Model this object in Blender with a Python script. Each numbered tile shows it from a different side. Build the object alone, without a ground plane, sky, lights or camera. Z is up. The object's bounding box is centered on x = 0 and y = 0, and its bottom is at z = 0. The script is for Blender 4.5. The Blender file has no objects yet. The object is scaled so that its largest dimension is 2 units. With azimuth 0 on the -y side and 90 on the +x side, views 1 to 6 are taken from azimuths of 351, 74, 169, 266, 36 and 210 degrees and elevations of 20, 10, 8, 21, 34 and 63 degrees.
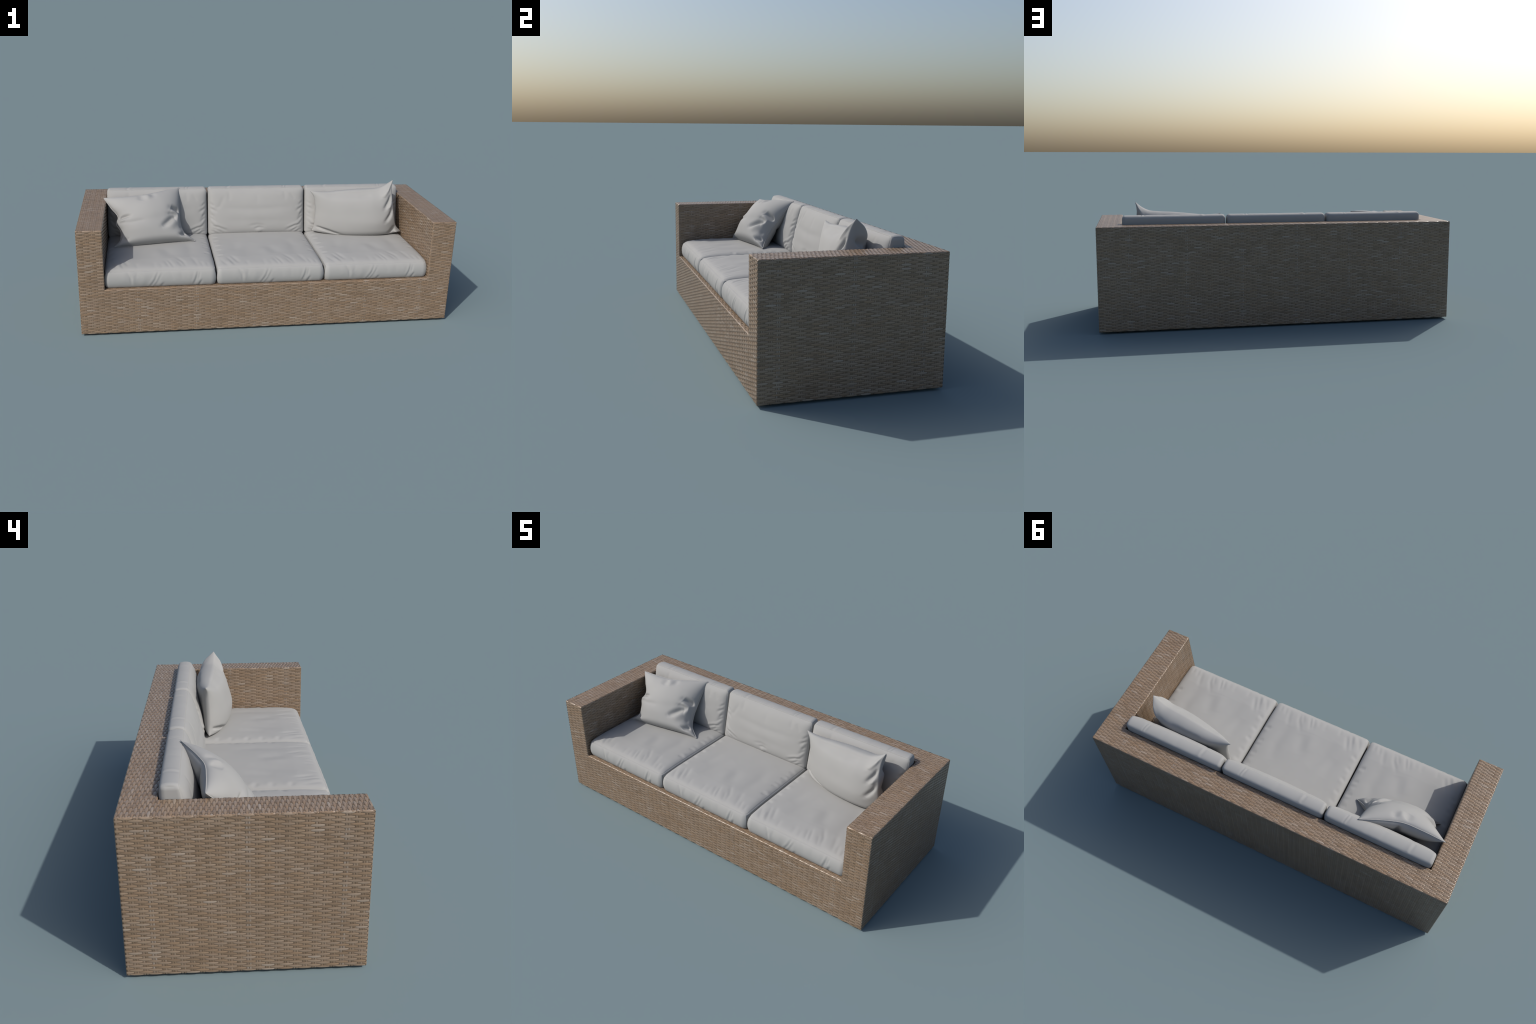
"""Three-seat woven rattan sofa with box cushions and two loose throw pillows."""
import bpy, math
import numpy as np
from mathutils import Matrix, Vector

# ------------------------------------------------------------------ sizes (metres)
X, Y = 1.0, 0.3958            # half width, half depth of the frame
Z0, Z1 = 0.008, 0.577         # underside and top of the woven frame
ROW = (Z1 - Z0) / 69          # height of one strand
PITCH = 0.0306                # distance between stake pairs
DECK = Z0 + 30 * ROW          # seat deck
XI = 0.8698                   # inner face of the arms
YI = -Y + 81 * ROW            # inner face of the backrest
EDGE = 0.0045                 # radius of the woven edges
INSET = 0.0013                # solid core behind the weave

# ------------------------------------------------------------------ helpers
def mesh_object(name, verts, faces, material, parent=None, matrix=None, smooth=True, slots=None):
    me = bpy.data.meshes.new(name)
    me.from_pydata([tuple(v) for v in verts], [], faces)
    for m in (material if isinstance(material, (list, tuple)) else [material]):
        me.materials.append(m)
    me.polygons.foreach_set("use_smooth", [smooth] * len(me.polygons))
    if slots is not None:
        me.polygons.foreach_set("material_index", slots)
    me.update()
    return link(name, me, parent, matrix)


def link(name, me, parent=None, matrix=None):
    ob = bpy.data.objects.new(name, me)
    bpy.context.scene.collection.objects.link(ob)
    if parent is not None:
        ob.parent = parent
    if matrix is not None:
        ob.matrix_local = matrix
    return ob


def grid_faces(nu, nv, start=0, flip=False):
    i = np.arange(nu - 1)[:, None] * nv + np.arange(nv - 1)[None, :] + start
    q = np.stack([i, i + nv, i + nv + 1, i + 1], -1).reshape(-1, 4)
    return q[:, ::-1] if flip else q


class Nodes:
    def __init__(self, name):
        self.mat = bpy.data.materials.new(name)
        self.mat.use_nodes = True
        self.t = self.mat.node_tree
        self.bsdf = self.t.nodes["Principled BSDF"]

    def new(self, kind, **props):
        n = self.t.nodes.new(kind)
        for k, v in props.items():
            setattr(n, k, v)
        return n

    def put(self, socket, value):
        if hasattr(value, "links"):
            self.t.links.new(value, socket)
        else:
            socket.default_value = value

    def math(self, op, a, b=0.0, c=0.0):
        n = self.new("ShaderNodeMath", operation=op)
        for s, v in zip(n.inputs, (a, b, c)):
            self.put(s, v)
        return n.outputs[0]

    def ramp(self, fac, stops, mode="LINEAR"):
        n = self.new("ShaderNodeValToRGB")
        cr = n.color_ramp
        cr.interpolation = mode
        while len(cr.elements) < len(stops):
            cr.elements.new(0.5)
        for e, (p, c) in zip(cr.elements, stops):
            e.position, e.color = p, (*c, 1)
        self.put(n.inputs[0], fac)
        return n.outputs[0]

    def mix(self, kind, fac, a, b):
        n = self.new("ShaderNodeMix", data_type="RGBA", blend_type=kind)
        self.put(n.inputs[0], fac)
        self.put(n.inputs[6], a)
        self.put(n.inputs[7], b)
        return n.outputs[2]

# ------------------------------------------------------------------ materials
def wicker_material(stake):
    """Every float of the weave gets a tone of its own; a fine grain runs along the strand."""
    n = Nodes("wicker_stake" if stake else "wicker_strand")
    xyz = n.new("ShaderNodeSeparateXYZ")
    tc = n.new("ShaderNodeTexCoord")
    n.t.links.new(tc.outputs["Object"], xyz.inputs[0])
    u = n.math("DIVIDE", xyz.outputs[0], PITCH)
    v = n.math("DIVIDE", xyz.outputs[1], ROW)
    row = n.math("FLOOR", v)
    if stake:
        a = n.math("FLOOR", n.math("MULTIPLY", n.math("ADD", u, 0.5), 2.0))
        b = n.math("FLOOR", n.math("DIVIDE", v, 2.0))
    else:
        a = n.math("FLOOR", n.math("ADD", n.math("MULTIPLY", n.math("ADD", u, row), 0.5), 0.5))
        b = row
    comb = n.new("ShaderNodeCombineXYZ")
    n.put(comb.inputs[0], a)
    n.put(comb.inputs[1], b)
    noise = n.new("ShaderNodeTexWhiteNoise", noise_dimensions="2D")
    n.t.links.new(comb.outputs[0], noise.inputs["Vector"])
    val = noise.outputs["Value"]
    if stake:
        base = n.ramp(val, STAKE_TONES)
        col = n.math("FLOOR", n.math("ADD", u, 0.5))
        tenth = n.math("COMPARE", n.math("FLOORED_MODULO", col, 10.0), 0.0, 0.1)
        base = n.mix("MIX", n.math("MULTIPLY", tenth, n.math("MULTIPLY", val, 0.85)), base, (*GREY_STAKE, 1))
    else:
        base = n.ramp(val, STRAND_TONES)
    # blotches that run over several strands, and grain along the strand
    big = n.new("ShaderNodeTexNoise")
    big.inputs["Scale"].default_value = 14.0
    big.inputs["Detail"].default_value = 2.0
    n.t.links.new(tc.outputs["Object"], big.inputs["Vector"])
    base = n.mix("MULTIPLY", 1.0, base, n.ramp(big.outputs["Fac"], [(0.3, (0.96, 0.96, 0.96)), (0.7, (1.04, 1.03, 1.02))]))
    mp = n.new("ShaderNodeMapping")
    mp.inputs["Scale"].default_value = (900, 60, 60) if stake else (60, 900, 60)
    n.t.links.new(tc.outputs["Object"], mp.inputs["Vector"])
    fine = n.new("ShaderNodeTexNoise")
    fine.inputs["Scale"].default_value = 1.0
    n.t.links.new(mp.outputs[0], fine.inputs["Vector"])
    base = n.mix("MULTIPLY", 1.0, base, n.ramp(fine.outputs["Fac"], [(0.3, (0.88, 0.88, 0.88)), (0.7, (1.1, 1.1, 1.1))]))
    n.put(n.bsdf.inputs["Base Color"], base)
    n.bsdf.inputs["Roughness"].default_value = 0.29
    n.bsdf.inputs["Specular IOR Level"].default_value = 0.5
    return n.mat


STRAND_TONES = [(0.0, (0.195, 0.137, 0.090)), (0.15, (0.230, 0.163, 0.109)), (0.35, (0.246, 0.170, 0.109)), (0.36, (0.236, 0.174, 0.124)),
                (0.65, (0.254, 0.190, 0.137)), (0.66, (0.248, 0.177, 0.117)), (0.93, (0.268, 0.204, 0.150)), (1.0, (0.300, 0.246, 0.198))]
STAKE_TONES = [(0.0, (0.160, 0.113, 0.074)), (0.5, (0.208, 0.149, 0.101)), (1.0, (0.255, 0.195, 0.144))]
GREY_STAKE = (0.28, 0.24, 0.205)


def core_material():
    n = Nodes("wicker_core")
    noise = n.new("ShaderNodeTexNoise")
    noise.inputs["Scale"].default_value = 90.0
    n.put(n.bsdf.inputs["Base Color"], n.ramp(noise.outputs["Fac"], [(0.3, (0.140, 0.099, 0.066)), (0.7, (0.185, 0.132, 0.090))]))
    n.bsdf.inputs["Roughness"].default_value = 0.6
    return n.mat


def fabric_material(name, colour):
    n = Nodes(name)
    tc = n.new("ShaderNodeTexCoord")
    soft = n.new("ShaderNodeTexNoise")
    soft.inputs["Scale"].default_value = 9.0
    soft.inputs["Detail"].default_value = 3.0
    n.t.links.new(tc.outputs["Object"], soft.inputs["Vector"])
    lo, hi = tuple(c * 0.98 for c in colour), tuple(c * 1.02 for c in colour)
    n.put(n.bsdf.inputs["Base Color"], n.ramp(soft.outputs["Fac"], [(0.3, lo), (0.7, hi)]))
    n.bsdf.inputs["Roughness"].default_value = 0.8
    n.bsdf.inputs["Specular IOR Level"].default_value = 0.25
    fine = n.new("ShaderNodeTexNoise")
    fine.inputs["Scale"].default_value = 900.0
    n.t.links.new(tc.outputs["Object"], fine.inputs["Vector"])
    bump = n.new("ShaderNodeBump")
    bump.inputs["Strength"].default_value = 0.08
    bump.inputs["Distance"].default_value = 0.001
    n.t.links.new(fine.outputs["Fac"], bump.inputs["Height"])
    n.t.links.new(bump.outputs[0], n.bsdf.inputs["Normal"])
    return n.mat


def plain_material(name, colour, rough):
    n = Nodes(name)
    noise = n.new("ShaderNodeTexNoise")
    noise.inputs["Scale"].default_value = 60.0
    n.put(n.bsdf.inputs["Base Color"], n.ramp(noise.outputs["Fac"], [(0.3, tuple(c * 0.9 for c in colour)), (0.7, colour)]))
    n.bsdf.inputs["Roughness"].default_value = rough
    return n.mat


STRAND, STAKE, CORE = wicker_material(False), wicker_material(True), core_material()
FABRIC = fabric_material("cushion_fabric", (0.314, 0.316, 0.312))
PILLOW = fabric_material("pillow_fabric", (0.314, 0.316, 0.312))
FOOT = plain_material("foot_plastic", (0.03, 0.03, 0.03), 0.6)

# ------------------------------------------------------------------ woven panels
def woven_panel(parent, matrix, u0, u1, v0, v1, convex):
    """Strands along local x over pairs of stakes along local y; z points out of the face.
    convex = which of the sides (u0, u1, v0, v1) are outer edges, where the weave rolls over."""
    lift, crown = 0.0007, 0.0003
    top = -lift * 0.45

    def roll(u, v):
        drop = np.zeros(np.broadcast(u, v).shape)
        shift_u, shift_v = np.zeros_like(drop), np.zeros_like(drop)
        for on, d in zip(convex, (u - u0, u1 - u, v - v0, v1 - v)):
            if on:
                k = np.clip(EDGE - d, 0, EDGE * 0.93)
                drop = drop + (EDGE - np.sqrt(EDGE ** 2 - k ** 2)) * 0.8
        return drop

    verts, faces, slots, count = [], [], [], 0
    # strands
    j0, j1 = round(v0 / ROW), round(v1 / ROW)
    steps = max(2, int(math.ceil((u1 - u0) / (PITCH / 7))))
    us = np.linspace(u0, u1, steps + 1)
    # extra samples close to the rolled ends
    us = np.unique(np.concatenate([us, u0 + EDGE * np.array([.08, .35, .7]), u1 - EDGE * np.array([.08, .35, .7])]))
    across = np.array([-0.56, -0.38, 0.0, 0.38, 0.56])
    arch = np.array([-0.8, 0.45, 1.0, 0.45, -0.8])
    for j in range(j0, j1):
        c = np.cos(math.pi * (us / PITCH + j))
        wave = np.where(c > 0, np.abs(c) ** 0.9, 3.0 * c)      # over a stake pair, then well under the next
        slim = 0.52 + 0.50 * ((1 + c) / 2) ** 1.1
        vv = (j + 0.5 + across[None, :] * slim[:, None]) * ROW
        vv = np.clip(vv, v0, v1)
        uu = np.repeat(us[:, None], 5, 1)
        ww = top + lift * wave[:, None] + crown * arch[None, :] - roll(uu, vv)
        verts.append(np.stack([uu, vv, ww], -1).reshape(-1, 3))
        q = grid_faces(len(us), 5, count)
        faces.append(q)
        slots += [0] * len(q)
        count += len(us) * 5
    # stakes in pairs
    k0, k1 = math.floor(u0 / PITCH) - 1, math.ceil(u1 / PITCH) + 1
    vs = np.linspace(v0, v1, (j1 - j0) * 2 + 1)
    for k in range(k0, k1 + 1):
        for side in (-0.0042, 0.0042):
            m = k * PITCH + side
            if not u0 + 0.003 < m < u1 - 0.003:
                continue
            wave = -np.cos(math.pi * (k + np.floor(vs / ROW - 1e-6)))
            uu = m + np.array([-0.0030, 0.0, 0.0030])[None, :] + 0 * vs[:, None]
            vv = np.repeat(vs[:, None], 3, 1)
            ww = top - 0.0003 + 0.0003 * wave[:, None] + 0.0003 * np.array([-0.6, 1.0, -0.6])[None, :] - roll(uu, vv)
            verts.append(np.stack([uu, vv, ww], -1).reshape(-1, 3))
            q = grid_faces(len(vs), 3, count, flip=True)
            faces.append(q)
            slots += [1] * len(q)
            count += len(vs) * 3
    ob = mesh_object("woven_strands", np.concatenate(verts), np.concatenate(faces).tolist(), [STRAND, STAKE], parent, matrix, slots=slots)
    ob["kind"] = "stuff"
    return ob


def frame_matrix(u, v, w, origin):
    m = Matrix((u, v, w)).transposed().to_4x4()
    m.translation = origin
    return m


XS, YS = -0.088, -0.006      # where the grey stake columns fall
FRONT = lambda y: frame_matrix((1, 0, 0), (0, 0, 1), (0, -1, 0), (XS, y, Z0))
BACK = lambda y: frame_matrix((-1, 0, 0), (0, 0, 1), (0, 1, 0), (XS, y, Z0))
RIGHT = lambda x: frame_matrix((0, 1, 0), (0, 0, 1), (1, 0, 0), (x, YS, Z0))
LEFT = lambda x: frame_matrix((0, -1, 0), (0, 0, 1), (-1, 0, 0), (x, YS, Z0))
TOP = lambda z: frame_matrix((1, 0, 0), (0, 1, 0), (0, 0, 1), (XS, -Y, z))


def panel(parent, plane, at, a0, a1, b0, b1, convex):
    """a: extent along world x or y, b: extent along world z (or y on tops); convex: a0, a1, b0, b1."""
    if plane is TOP:
        woven_panel(parent, plane(at), a0 - XS, a1 - XS, b0 + Y, b1 + Y, convex)
        return
    off, sign = (XS if plane in (FRONT, BACK) else YS), (1 if plane in (FRONT, RIGHT) else -1)
    e = sorted((sign * (a0 - off), sign * (a1 - off)))
    ca, cb = convex[:2] if sign > 0 else convex[1::-1]
    woven_panel(parent, plane(at), e[0], e[1], b0 - Z0, b1 - Z0, (ca, cb, *convex[2:]))


def core(name, x0, x1, y0, y1, z0, z1, parent):
    v = [(x, y, z) for x in (x0, x1) for y in (y0, y1) for z in (z0, z1)]
    f = [(0, 1, 3, 2), (4, 6, 7, 5), (0, 4, 5, 1), (2, 3, 7, 6), (0, 2, 6, 4), (1, 5, 7, 3)]
    ob = mesh_object(name, v, f, CORE, parent, smooth=False)
    bevel = ob.modifiers.new("rounded_edges", "BEVEL")
    bevel.width, bevel.segments = 0.0035, 3
    return ob


sofa = bpy.data.objects.new("wicker_sofa", None)
bpy.context.scene.collection.objects.link(sofa)
sofa["label"] = "brown woven wicker sofa with three grey cushions"
sofa["category"] = "sofa"

for s in (-1, 1):
    xo, xi = (s * (X - INSET), s * (XI + INSET))
    arm = core("armrest", min(xo, xi), max(xo, xi), -Y + INSET, Y - INSET, Z0 + INSET, Z1 - INSET, sofa)
    a0, a1 = sorted((s * X, s * XI))
    ca = (s < 0, s > 0)
    panel(arm, FRONT, -Y, a0, a1, Z0, DECK, (*ca, True, False))
    panel(arm, FRONT, -Y, a0, a1, DECK, Z1, (True, True, False, True))
    panel(arm, BACK, Y, a0, a1, Z0, Z1, (*ca, True, True))
    panel(arm, RIGHT if s > 0 else LEFT, s * X, -Y, Y, Z0, Z1, (True, True, True, True))
    panel(arm, LEFT if s > 0 else RIGHT, s * XI, -Y, YI, DECK, Z1, (True, False, False, True))
    panel(arm, TOP, Z1, a0, a1, -Y, YI, (True, True, True, False))
    panel(arm, TOP, Z1, a0, a1, YI, Y, (*ca, False, True))

back = core("backrest", -XI - 0.003, XI + 0.003, YI + INSET, Y - INSET, Z0 + INSET, Z1 - INSET, sofa)
panel(back, BACK, Y, -XI, XI, Z0, Z1, (False, False, True, True))
panel(back, FRONT, YI, -XI, XI, DECK + 20 * ROW, Z1, (False, False, False, True))
panel(back, TOP, Z1, -XI, XI, YI, Y, (False, False, True, True))

base = core("base", -XI - 0.003, XI + 0.003, -Y + INSET, YI + 0.003, Z0 + INSET, DECK - INSET, sofa)
panel(base, FRONT, -Y, -XI, XI, Z0, DECK, (False, False, True, True))
panel(base, TOP, DECK, -XI, XI, -Y, -Y + 9 * ROW, (False, False, True, False))

# low feet, set in from the edges
def foot_mesh():
    n, r, h = 24, 0.022, Z0 + INSET + 0.001
    a = np.linspace(0, 2 * math.pi, n, endpoint=False)
    ring = lambda rr, z: [(rr * math.cos(t), rr * math.sin(t), z) for t in a]
    v = ring(r * 0.9, 0.0) + ring(r, 0.002) + ring(r, h)
    f = [tuple(range(n))[::-1]] + [(k * n + i, k * n + (i + 1) % n, (k + 1) * n + (i + 1) % n, (k + 1) * n + i) for k in (0, 1) for i in range(n)]
    f.append(tuple(2 * n + i for i in range(n)))
    me = bpy.data.meshes.new("foot")
    me.from_pydata(v, [], f)
    me.materials.append(FOOT)
    return me

feet = foot_mesh()
for x in (-0.93, 0.0, 0.93):
    for y in (-0.33, 0.33):
        link("foot", feet, sofa, Matrix.Translation((x, y, 0)))

# ------------------------------------------------------------------ cloth folds
def stroke(x, y, p, amp, w, sharp=1.0):
    """A fold along the polyline p: a groove (amp < 0) or ridge that fades at both ends."""
    p = np.asarray(p, float)
    seg = np.linalg.norm(np.diff(p, axis=0), axis=1)
    cum = np.concatenate([[0], np.cumsum(seg)])
    best = np.full(np.shape(x), 1e9)
    tt = np.zeros(np.shape(x))
    for i, L in enumerate(seg):
        d = (p[i + 1] - p[i]) / L
        t = np.clip((x - p[i, 0]) * d[0] + (y - p[i, 1]) * d[1], 0, L)
        r = np.hypot(x - p[i, 0] - t * d[0], y - p[i, 1] - t * d[1])
        near = r < best
        best = np.where(near, r, best)
        tt = np.where(near, cum[i] + t, tt)
    f = tt / cum[-1]
    fade = np.clip(np.sin(math.pi * np.clip(f, 0.02, 0.98)), 0, 1) ** 0.6 * (1 if sharp == 1.0 else (1 - f) ** (sharp - 1))
    return amp * fade * np.exp(-(best / w) ** 2)


def square_to_rounded(s, t, hw, hd, r):
    """Grid point in [-1, 1]^2 to a rectangle of half sizes hw, hd with corner radius r."""
    x, y = s * hw, t * hd
    qx, qy = np.clip((np.abs(x) - hw + r) / r, 0, 1), np.clip((np.abs(y) - hd + r) / r, 0, 1)
    nx, ny = qx * np.sqrt(1 - qy ** 2 / 2), qy * np.sqrt(1 - qx ** 2 / 2)
    x = np.where(qx > 0, np.sign(x) * (hw - r + nx * r), x)
    y = np.where(qy > 0, np.sign(y) * (hd - r + ny * r), y)
    return x, y


def spaced(n):
    """-1..1, denser towards both ends."""
    t = np.linspace(-1, 1, n)
    return 0.55 * t + 0.45 * np.sin(t * math.pi / 2)


def box_cushion(name, nx, ny, nk, place):
    """Cushion of two sewn panels and a border. place(kind, s, t, k) -> points."""
    S, T = np.meshgrid(spaced(nx), spaced(ny), indexing="ij")
    top, bottom = place("top", S, T, None), place("bottom", S, T, None)
    idx = np.arange(nx * ny).reshape(nx, ny)
    ring = np.concatenate([idx[:-1, 0], idx[-1, :-1], idx[:0:-1, -1], idx[0, :0:-1]])
    s, t = S.reshape(-1)[ring], T.reshape(-1)[ring]
    verts = [top.reshape(-1, 3), bottom.reshape(-1, 3)]
    N, R = nx * ny, len(ring)
    faces = [grid_faces(nx, ny, 0), grid_faces(nx, ny, N, flip=True)]
    loops = [ring]
    for i, k in enumerate(((spaced(nk + 2) + 1) / 2)[1:-1]):
        verts.append(place("side", s, t, k))
        loops.append(2 * N + i * R + np.arange(R))
    loops.append(ring + N)
    for a, b in zip(loops, loops[1:]):
        faces.append(np.stack([a, b, np.roll(b, -1), np.roll(a, -1)], -1))
    me = bpy.data.meshes.new(name)
    me.from_pydata(np.concatenate(verts).tolist(), [], np.concatenate(faces).tolist())
    me.materials.append(FABRIC)
    me.polygons.foreach_set("use_smooth", [True] * len(me.polygons))
    me.update()
    return me


def dome(s, t, hw, hd, rise, width, crown):
    d = np.minimum((1 - np.abs(s)) * hw, (1 - np.abs(t)) * hd)
    soft = (1 - np.exp(-(1 - np.abs(s)) * hw / width)) * (1 - np.exp(-(1 - np.abs(t)) * hd / width))
    return rise * soft + crown * (1 - s ** 2) * (1 - t ** 2)


def seam_groove(edge):
    """Stitched seam: the cloth dips right at the edge of the panel."""
    return 0.0028 * np.exp(-((1 - edge) / 0.004) ** 2)


# ------------------------------------------------------------------ seat cushions
SW, SD = 0.2820, 0.3160        # half width and half depth
SEAM, BED = 0.3445, DECK - 0.002
# folds of the front border: (across, down) from 0 to 1
FRONT_FOLDS = [([(.19, .02), (.225, .35), (.235, .8)], -.0034, .010), ([(.215, .05), (.25, .3), (.255, .75)], .0022, .014),
               ([(.48, .02), (.45, .5), (.40, .97)], -.0026, .008), ([(.465, .02), (.43, .5), (.38, .95)], .0022, .010),
               ([(.51, .15), (.47, .6), (.43, .98)], -.0024, .008), ([(.495, .1), (.46, .6), (.415, .98)], .0022, .009),
               ([(.53, .7), (.50, .98)], -.0026, .010), ([(.52, .6), (.48, .95)], .0018, .012),
               ([(.845, .06), (.825, .5), (.80, .88)], -.0030, .008), ([(.83, .06), (.81, .5), (.785, .85)], .0022, .010),
               ([(.865, .1), (.845, .6)], -.0022, .007), ([(.88, .6), (.85, .98)], -.0032, .010), ([(.87, .5), (.83, .95)], .002, .012),
               ([(.57, .02), (.60, .3), (.62, .6)], -.0012, .014), ([(.36, .05), (.33, .9)], .0014, .022), ([(.29, .02), (.275, .4)], -.0014, .012),
               ([(.68, .05), (.70, .6)], -.0012, .016), ([(.16, .05), (.17, .7)], .0010, .02), ([(.77, .05), (.765, .9)], .001, .02)]
# folds of the top: metres from the middle
TOP_FOLDS = [([(-.225, -.312), (-.245, -.27), (-.262, -.22)], -.0022, .010), ([(-.185, -.312), (-.20, -.27), (-.225, -.20)], -.0025, .010),
             ([(-.165, -.285), (-.185, -.23), (-.20, -.19)], -.0035, .012), ([(-.205, -.312), (-.225, -.25)], .0020, .010),
             ([(-.12, -.312), (-.125, -.26)], -.0018, .010), ([(-.03, -.312), (-.035, -.25)], -.0015, .011), ([(.01, -.312), (.0, -.26)], -.0013, .010),
             ([(.05, -.312), (.025, -.23)], -.0028, .010), ([(.07, -.312), (.04, -.22)], -.0030, .010), ([(.06, -.312), (.035, -.24)], .0018, .008),
             ([(.135, -.312), (.12, -.25), (.085, -.19)], -.0032, .011), ([(.118, -.312), (.09, -.24)], -.0022, .009),
             ([(.20, -.312), (.18, -.24), (.165, -.19)], -.0024, .012), ([(.225, -.312), (.21, -.25)], -.0022, .010), ([(.25, -.312), (.245, -.26)], -.0018, .009),
             ([(-.13, -.22), (-.10, -.10), (-.05, .0)], -.004, .035), ([(-.17, -.12), (-.15, .02)], -.003, .03), ([(.15, -.20), (.17, -.06), (.15, .05)], -.004, .032),
             ([(.06, -.18), (.03, -.05)], -.003, .03), ([(.0, -.2), (-.01, -.08)], .0025, .03)]
for i, (t, a) in enumerate([(-.125, .0040), (-.035, .0030), (-.005, .0022), (.05, .0034), (.078, .002), (.125, .0022)]):
    TOP_FOLDS.append(([(SW, t), (SW - .02, t - .006), (SW - .042, t - .014)], -a, .010))
    TOP_FOLDS.append(([(SW, t + .018), (SW - .04, t + .010)], a * .5, .011))
for t, a in [(-.17, .0035), (-.09, .003), (-.02, .004), (.06, .003), (.12, .003)]:
    TOP_FOLDS.append(([(-SW, t), (-SW + .04, t - .010)], -a * .8, .011))
    TOP_FOLDS.append(([(-SW, t + .02), (-SW + .05, t + .01)], a * .4, .013))


def seat_seam(t):
    """The top seam runs a little lower along the front."""
    return SEAM + 0.0065 * np.clip((t + 1) / 0.35, 0, 1) ** 0.8


def seat_place(kind, s, t, k):
    x, y = square_to_rounded(s, t, SW, SD, 0.022)
    edge = np.maximum(np.abs(s), np.abs(t))
    if kind == "top":
        z = seat_seam(t) + dome(s, t, SW, SD, 0.013, 0.015, 0.007) - seam_groove(edge)
        for p, a, w in TOP_FOLDS:
            z = z + 0.85 * stroke(x, y, p, a, w) * np.clip((1 - edge) * 14, 0, 1)
        return np.stack([x, y, z], -1)
    if kind == "bottom":
        z = BED + 0.001 * edge ** 10
        return np.stack([x * 0.995, y * 0.998 - 0.002, z], -1)
    z = seat_seam(t) + (BED + 0.001 - seat_seam(t)) * k
    front = np.clip((-t - 0.97) / 0.03, 0, 1)
    out = (0.0070 + 0.0095 * front) * (4 * k * (1 - k)) ** 0.6 + 0.003 * np.sin(k * math.pi / 2)
    seam = np.exp(-(k / 0.03) ** 2) * 0.0014 + np.exp(-((1 - k) / 0.03) ** 2) * 0.001
    a = (s + 1) / 2
    fold = np.zeros_like(x)
    for p, amp, w in FRONT_FOLDS:
        fold = fold + 0.82 * stroke(a * 2 * SW, k * 0.09, np.array(p) * (2 * SW, 0.09), amp, w * 0.7)
    # soft puckers on the other borders
    fold = fold * front + (1 - front) * 0.005 * k * (1 - k) * np.sin(40 * y + 55 * x + 3 * k)
    hx, hy = np.clip((np.abs(x) - SW + 0.022) / 0.022, 0, 1) * np.sign(x), np.clip((np.abs(y) - SD + 0.022) / 0.022, 0, 1) * np.sign(y)
    L = np.maximum(np.hypot(hx, hy), 1e-6)
    d = out - seam + fold
    d = np.where(np.abs(hx) > np.abs(hy), np.minimum(d, 0.0052), d)
    return np.stack([x + d * hx / L, y + d * hy / L, z + 0 * x], -1)


seat = box_cushion("seat_cushion", 150, 150, 22, seat_place)
for x in (-0.582, 0.0, 0.582):
    link("seat_cushion", seat, sofa, Matrix.Translation((x, -0.0485, 0)))

# ------------------------------------------------------------------ back cushions
BW = 0.2845
BZ0, BZ1 = 0.352, 0.6195
BH = (BZ1 - BZ0) / 2
BACK_FOLDS = []      # puckers along the side seams, then the middle
for h, L, a in [(.31, .035, .0022), (.42, .05, .003), (.50, .03, .0026), (.55, .036, .0042), (.615, .04, .0034), (.70, .03, .002), (.75, .05, .0026)]:
    z = BH - h * 2 * BH
    for sg in (-1, 1):
        BACK_FOLDS.append(([(sg * BW, z + .008), (sg * (BW - L * .5), z - .002), (sg * (BW - L), z - .016)], -a, .007))
        BACK_FOLDS.append(([(sg * BW, z + .020), (sg * (BW - L), z + .004)], a * .6, .008))
for h, L, a in [(.80, .11, .0040), (.85, .08, .0036), (.90, .06, .003)]:
    z = BH - h * 2 * BH
    for sg in (-1, 1):
        BACK_FOLDS.append(([(sg * BW, z + .004), (sg * (BW - L * .5), z), (sg * (BW - L), z - .022)], -a, .008))
        BACK_FOLDS.append(([(sg * BW, z + .015), (sg * (BW - L * .5), z + .012), (sg * (BW - L), z - .008)], a * .7, .009))
BACK_FOLDS += [([(-.05, -.075), (.0, -.068), (.05, -.075)], -.003, .010), ([(-.018, -.09), (.012, -.084), (.042, -.09)], -.004, .007),
               ([(-.005, -.105), (.03, -.105)], .004, .012), ([(-.22, .03), (.0, .02), (.22, .03)], -.003, .02), ([(-.2, -.04), (.2, -.05)], -.002, .02),
               ([(-.165, .125), (-.16, .07)], -.0025, .012), ([(-.19, .10), (-.22, .04), (-.26, .02)], -.002, .012), ([(.165, .12), (.17, .07)], -.002, .012),
               ([(.20, .11), (.23, .07)], -.002, .01), ([(0.0, .11), (.005, .05)], -.0012, .012)]


def back_line(z):
    """Seam line of the front panel: leans back towards the top."""
    f = (z - BZ0) / (BZ1 - BZ0)
    return 0.150 + 0.053 * f


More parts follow.
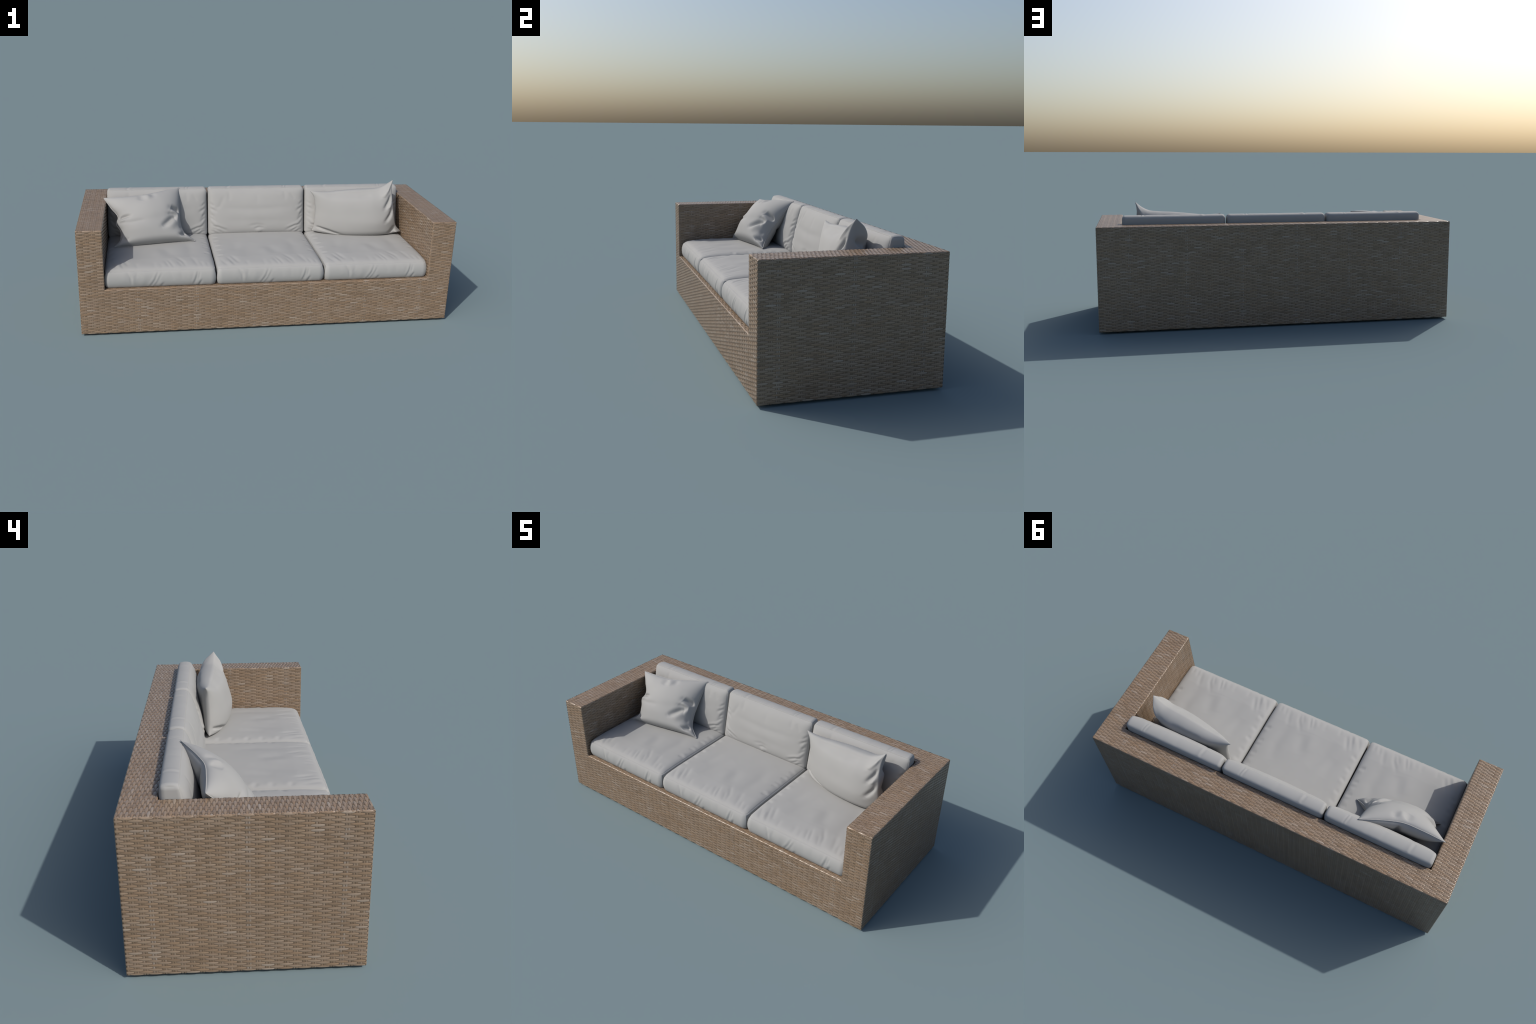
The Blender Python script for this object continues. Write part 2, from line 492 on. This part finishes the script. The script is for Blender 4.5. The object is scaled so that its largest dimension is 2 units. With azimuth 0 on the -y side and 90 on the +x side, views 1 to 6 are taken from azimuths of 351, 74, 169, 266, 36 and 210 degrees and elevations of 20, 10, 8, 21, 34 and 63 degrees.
def back_place(kind, s, t, k):
    x, h = square_to_rounded(s, t, BW, BH, 0.016)
    z = BZ0 + BH + h
    x = x * (1 - 0.004 * (1 + t))
    edge = np.maximum(np.abs(s), np.abs(t))
    yf, yb = back_line(z), 0.2605 + 0.0 * z
    if kind == "top":          # the panel facing the sitter
        d = dome(s, t, BW, BH, 0.021, 0.017, 0.015) * (1 - 0.2 * t) - seam_groove(edge)
        for p, a, w in BACK_FOLDS:
            d = d + 0.9 * stroke(x, h, p, a, w) * np.clip((1 - edge) * 14, 0, 1)
        return np.stack([x, yf - d, z], -1)
    if kind == "bottom":
        d = dome(s, t, BW, BH, 0.0105, 0.007, 0.001)
        return np.stack([x, yb + d, z], -1)
    y = yf + (yb - yf) * k
    out = 0.0058 * (4 * k * (1 - k)) ** 0.8
    topside = np.clip((t - 0.97) / 0.03, 0, 1)
    fold = np.zeros_like(x)
    for u, a, w in [(-.17, -.0035, .008), (-.155, .003, .010), (.165, -.0035, .006), (.18, -.003, .005), (.172, .002, .005), (-.02, -.0016, .012), (.06, -.0014, .012)]:
        fold = fold + 0.6 * a * np.exp(-((x - u - .012 * (k - .5)) / w) ** 2) * (4 * k * (1 - k)) ** .5
    d = out + fold * topside
    hx, hy = np.clip((np.abs(x) - BW + 0.018) / 0.016, 0, 1) * np.sign(x), np.clip((np.abs(h) - BH + 0.016) / 0.016, 0, 1) * np.sign(h)
    L = np.maximum(np.hypot(hx, hy), 1e-6)
    d = np.where(np.abs(hx) > np.abs(hy), np.minimum(d, 0.0035), d)
    return np.stack([x + d * hx / L, y, z + d * hy / L], -1)


rest = box_cushion("back_cushion", 150, 100, 16, back_place)
for x in (-0.580, 0.0, 0.580):
    link("back_cushion", rest, sofa, Matrix.Translation((x, 0, 0)))

# ------------------------------------------------------------------ throw pillows
def curve(points, t):
    """Catmull-Rom through the points, by chord length."""
    p = np.asarray(points, float)
    c = np.concatenate([[0], np.cumsum(np.linalg.norm(np.diff(p, axis=0), axis=1))])
    c /= c[-1]
    m = np.gradient(p, c, axis=0)
    i = np.clip(np.searchsorted(c, t, side="right") - 1, 0, len(p) - 2)
    h = (c[i + 1] - c[i])
    f = (t - c[i]) / h
    f, h = f[:, None], h[:, None]
    return ((2 * f ** 3 - 3 * f ** 2 + 1) * p[i] + (f ** 3 - 2 * f ** 2 + f) * h * m[i]
            + (-2 * f ** 3 + 3 * f ** 2) * p[i + 1] + (f ** 3 - f ** 2) * h * m[i + 1])


def pillow(name, top, bottom, left, right, normal, front, back, folds, back_folds, lift=None, n=110, m=96):
    """Two sheets sewn along four seam curves, filled. u runs left to right, v top to bottom."""
    u, v = (spaced(n) + 1) / 2, (spaced(m) + 1) / 2
    U, V = np.meshgrid(u, v, indexing="ij")
    ct, cb, cl, cr = curve(top, u), curve(bottom, u), curve(left, v), curve(right, v)
    p00, p10, p01, p11 = ct[0], ct[-1], cb[0], cb[-1]
    u_, v_ = U[..., None], V[..., None]
    mid = ((1 - v_) * ct[:, None] + v_ * cb[:, None] + (1 - u_) * cl[None] + u_ * cr[None]
           - ((1 - u_) * (1 - v_) * p00 + u_ * (1 - v_) * p10 + (1 - u_) * v_ * p01 + u_ * v_ * p11))
    nrm = np.asarray(normal, float)
    nrm /= np.linalg.norm(nrm)
    a, b = np.abs(2 * U - 1), np.abs(2 * V - 1)

    def fill(amount, powers, r, skew):
        left_, right_, top_, bottom_ = powers
        pu, pv = np.where(U < 0.5, left_, right_), np.where(V < 0.5, top_, bottom_)
        lean = 1 - skew * (1 - np.clip(U / 0.75, 0, 1)) ** 1.3
        return amount * lean * ((1 - a ** pu) * (1 - b ** pv)) ** r

    f, g = fill(*front), fill(*back)
    seam = np.clip(np.minimum(1 - a, 1 - b) * 10, 0, 1)
    for p, amp, w in folds:
        f = f + stroke(U, V, p, amp, w) * seam
    for p, amp, w in back_folds:
        g = g + stroke(U, V, p, amp, w) * seam
    F, B = mid + nrm * f[..., None], mid - nrm * g[..., None]
    if lift is not None:
        F, B = lift(F), lift(B)
    idx = np.arange(n * m).reshape(n, m)
    inner = np.zeros((n, m), bool)
    inner[1:-1, 1:-1] = True
    bidx = np.where(inner, -1, idx)
    bidx[inner] = n * m + np.arange(inner.sum())
    q = lambda I, flip: np.stack([I[:-1, :-1], I[:-1, 1:], I[1:, 1:], I[1:, :-1]][::-1 if flip else 1], -1).reshape(-1, 4)
    verts = np.concatenate([F.reshape(-1, 3), B[inner]])
    faces = np.concatenate([q(idx, False), q(bidx, True)])
    ob = mesh_object(name, verts, faces.tolist(), PILLOW)
    ring = np.concatenate([idx[:-1, 0], idx[-1, :-1], idx[:0:-1, -1], idx[0, :0:-1]])
    return ob, F.reshape(-1, 3)[ring], nrm


def sewn_rim(parent, loop, nrm, reach, thick):
    """Flat sewn edge that stands out around the seam."""
    tang = np.roll(loop, -1, 0) - np.roll(loop, 1, 0)
    for _ in range(3):
        tang = (np.roll(tang, 1, 0) + tang * 2 + np.roll(tang, -1, 0)) / 4
    out = np.cross(tang, nrm)
    out /= np.maximum(np.linalg.norm(out, axis=1, keepdims=True), 1e-9)
    if ((loop - loop.mean(0)) * out).sum() < 0:
        out = -out
    for _ in range(4):
        out = (np.roll(out, 1, 0) + out * 2 + np.roll(out, -1, 0)) / 4
    out /= np.linalg.norm(out, axis=1, keepdims=True)
    a = np.linspace(0, 2 * math.pi, 9)[:-1]
    prof = np.stack([np.cos(a) * reach / 2 - reach * 0.05, np.sin(a) * thick / 2], -1)
    pts = loop[:, None] + out[:, None] * prof[None, :, :1] + nrm * prof[None, :, 1:]
    N = len(loop)
    i = np.arange(N)[:, None] * 8
    j = np.arange(8)[None]
    nx = ((np.arange(N) + 1) % N)[:, None] * 8
    f = np.stack([i + j, i + (j + 1) % 8, nx + (j + 1) % 8, nx + j], -1).reshape(-1, 4)
    return mesh_object("sewn_rim", pts.reshape(-1, 3), f.tolist(), PILLOW, parent)


TL, TR, BR, BL = (-.879, .120, .597), (-.457, .211, .628), (-.376, .004, .372), (-.826, -.065, .370)
leaning, loop, nrm = pillow(
    "throw_pillow",
    top=[TL, (-.757, .118, .604), (-.655, .125, .611), (-.590, .148, .617), (-.525, .178, .623), TR],
    bottom=[BL, (-.73, -.050, .369), (-.60, -.026, .368), (-.48, -.004, .369), BR],
    left=[TL, (-.840, .082, .55), (-.802, .040, .503), (-.812, .018, .477), (-.790, -.012, .445), (-.792, -.036, .40), BL],
    right=[TR, (-.456, .158, .568), (-.458, .112, .508), (-.455, .072, .455), (-.438, .040, .412), BR],
    normal=(.107, -.761, .639), front=(0.073, (3.0, 3.5, 1.8, 6.0), 0.55, 0.2), back=(0.078, (3.2, 3.0, 2.6, 4.0), 0.55, 0.0),
    folds=[([(1.04, .47), (.95, .43), (.82, .38)], -.026, .042), ([(1.0, .52), (.93, .49), (.82, .44)], .010, .034), ([(.95, .52), (.88, .505), (.77, .49)], -.008, .026),
           ([(.96, .54), (.84, .58), (.64, .71)], -.018, .038), ([(.97, .60), (.86, .66), (.74, .76)], .007, .05), ([(1.02, .56), (.96, .56), (.89, .58)], .014, .055), ([(1.03, .79), (.95, .85), (.85, .90)], -.024, .038), ([(.99, .68), (.95, .76)], -.008, .035),
           ([(-.01, .49), (.07, .46), (.18, .45)], -.018, .028), ([(.02, .56), (.2, .58), (.42, .56)], -.005, .035), ([(.02, .53), (.12, .525)], .007, .022),
           ([(.46, -.01), (.455, .06), (.41, .16)], -.008, .045), ([(.60, -.01), (.61, .13)], -.006, .040), ([(.525, .0), (.53, .16)], .006, .040),
           ([(.03, .84), (.12, .9)], -.010, .035)],
    back_folds=[([(.53, .0), (.53, .2)], -.018, .035), ([(.7, .5), (.98, .5)], -.010, .04)])
leaning["label"] = "square light grey pillow with crumpled sides"
leaning["category"] = "pillow"
sewn_rim(leaning, loop, nrm, 0.0065, 0.0034)

TL, TR, BR, BL = (.306, .123, .621), (.792, .079, .6905), (.867, .063, .375), (.327, .113, .378)
plump, loop, nrm = pillow(
    "throw_pillow",
    top=[TL, (.345, .116, .617), (.40, .112, .615), (.49, .107, .623), (.58, .100, .631), (.66, .093, .635), (.72, .088, .643), (.757, .084, .662), TR],
    bottom=[BL, (.38, .090, .371), (.50, .062, .362), (.65, .045, .362), (.77, .043, .368), BR],
    left=[TL, (.328, .116, .59), (.340, .112, .53), (.340, .110, .45), (.335, .112, .40), BL],
    right=[TR, (.784, .062, .645), (.786, .048, .60), (.794, .038, .54), (.804, .030, .475), (.824, .042, .42), BR],
    normal=(-.10, -1, .04), front=(0.045, (2.6, 2.1, 3.0, 7.0), 0.55, 0.2), back=(0.118, (3.4, 3.8, 3.0, 5.0), 0.5, 0.5),
    folds=[([(.99, .22), (.95, .30), (.87, .42)], -.016, .034), ([(.99, .46), (.95, .54), (.86, .66)], -.013, .030), ([(.99, .36), (.92, .44)], .008, .035),
           ([(.99, .78), (.92, .87), (.85, .95)], -.015, .030), ([(.02, .86), (.15, .88), (.30, .95)], -.018, .030), ([(.16, .06), (.5, .10), (.86, .07)], -.009, .07), ([(.55, .15), (.72, .11)], -.003, .030), ([(1., .0), (.94, .09), (.86, .20)], .012, .045), ([(1., 1.), (.96, .95), (.92, .93)], .016, .035)],
    back_folds=[([(.3, .1), (.5, .12), (.7, .1)], -.010, .05), ([(1., .0), (.94, .08), (.86, .2)], .012, .05), ([(1.02, .24), (.97, .27), (.90, .30)], -.034, .055),
                ([(1.02, .40), (.94, .42)], .010, .05), ([(1.02, .55), (.96, .56), (.90, .58)], -.020, .05)])
plump["label"] = "plump light grey pillow with pointed corners"
plump["category"] = "pillow"
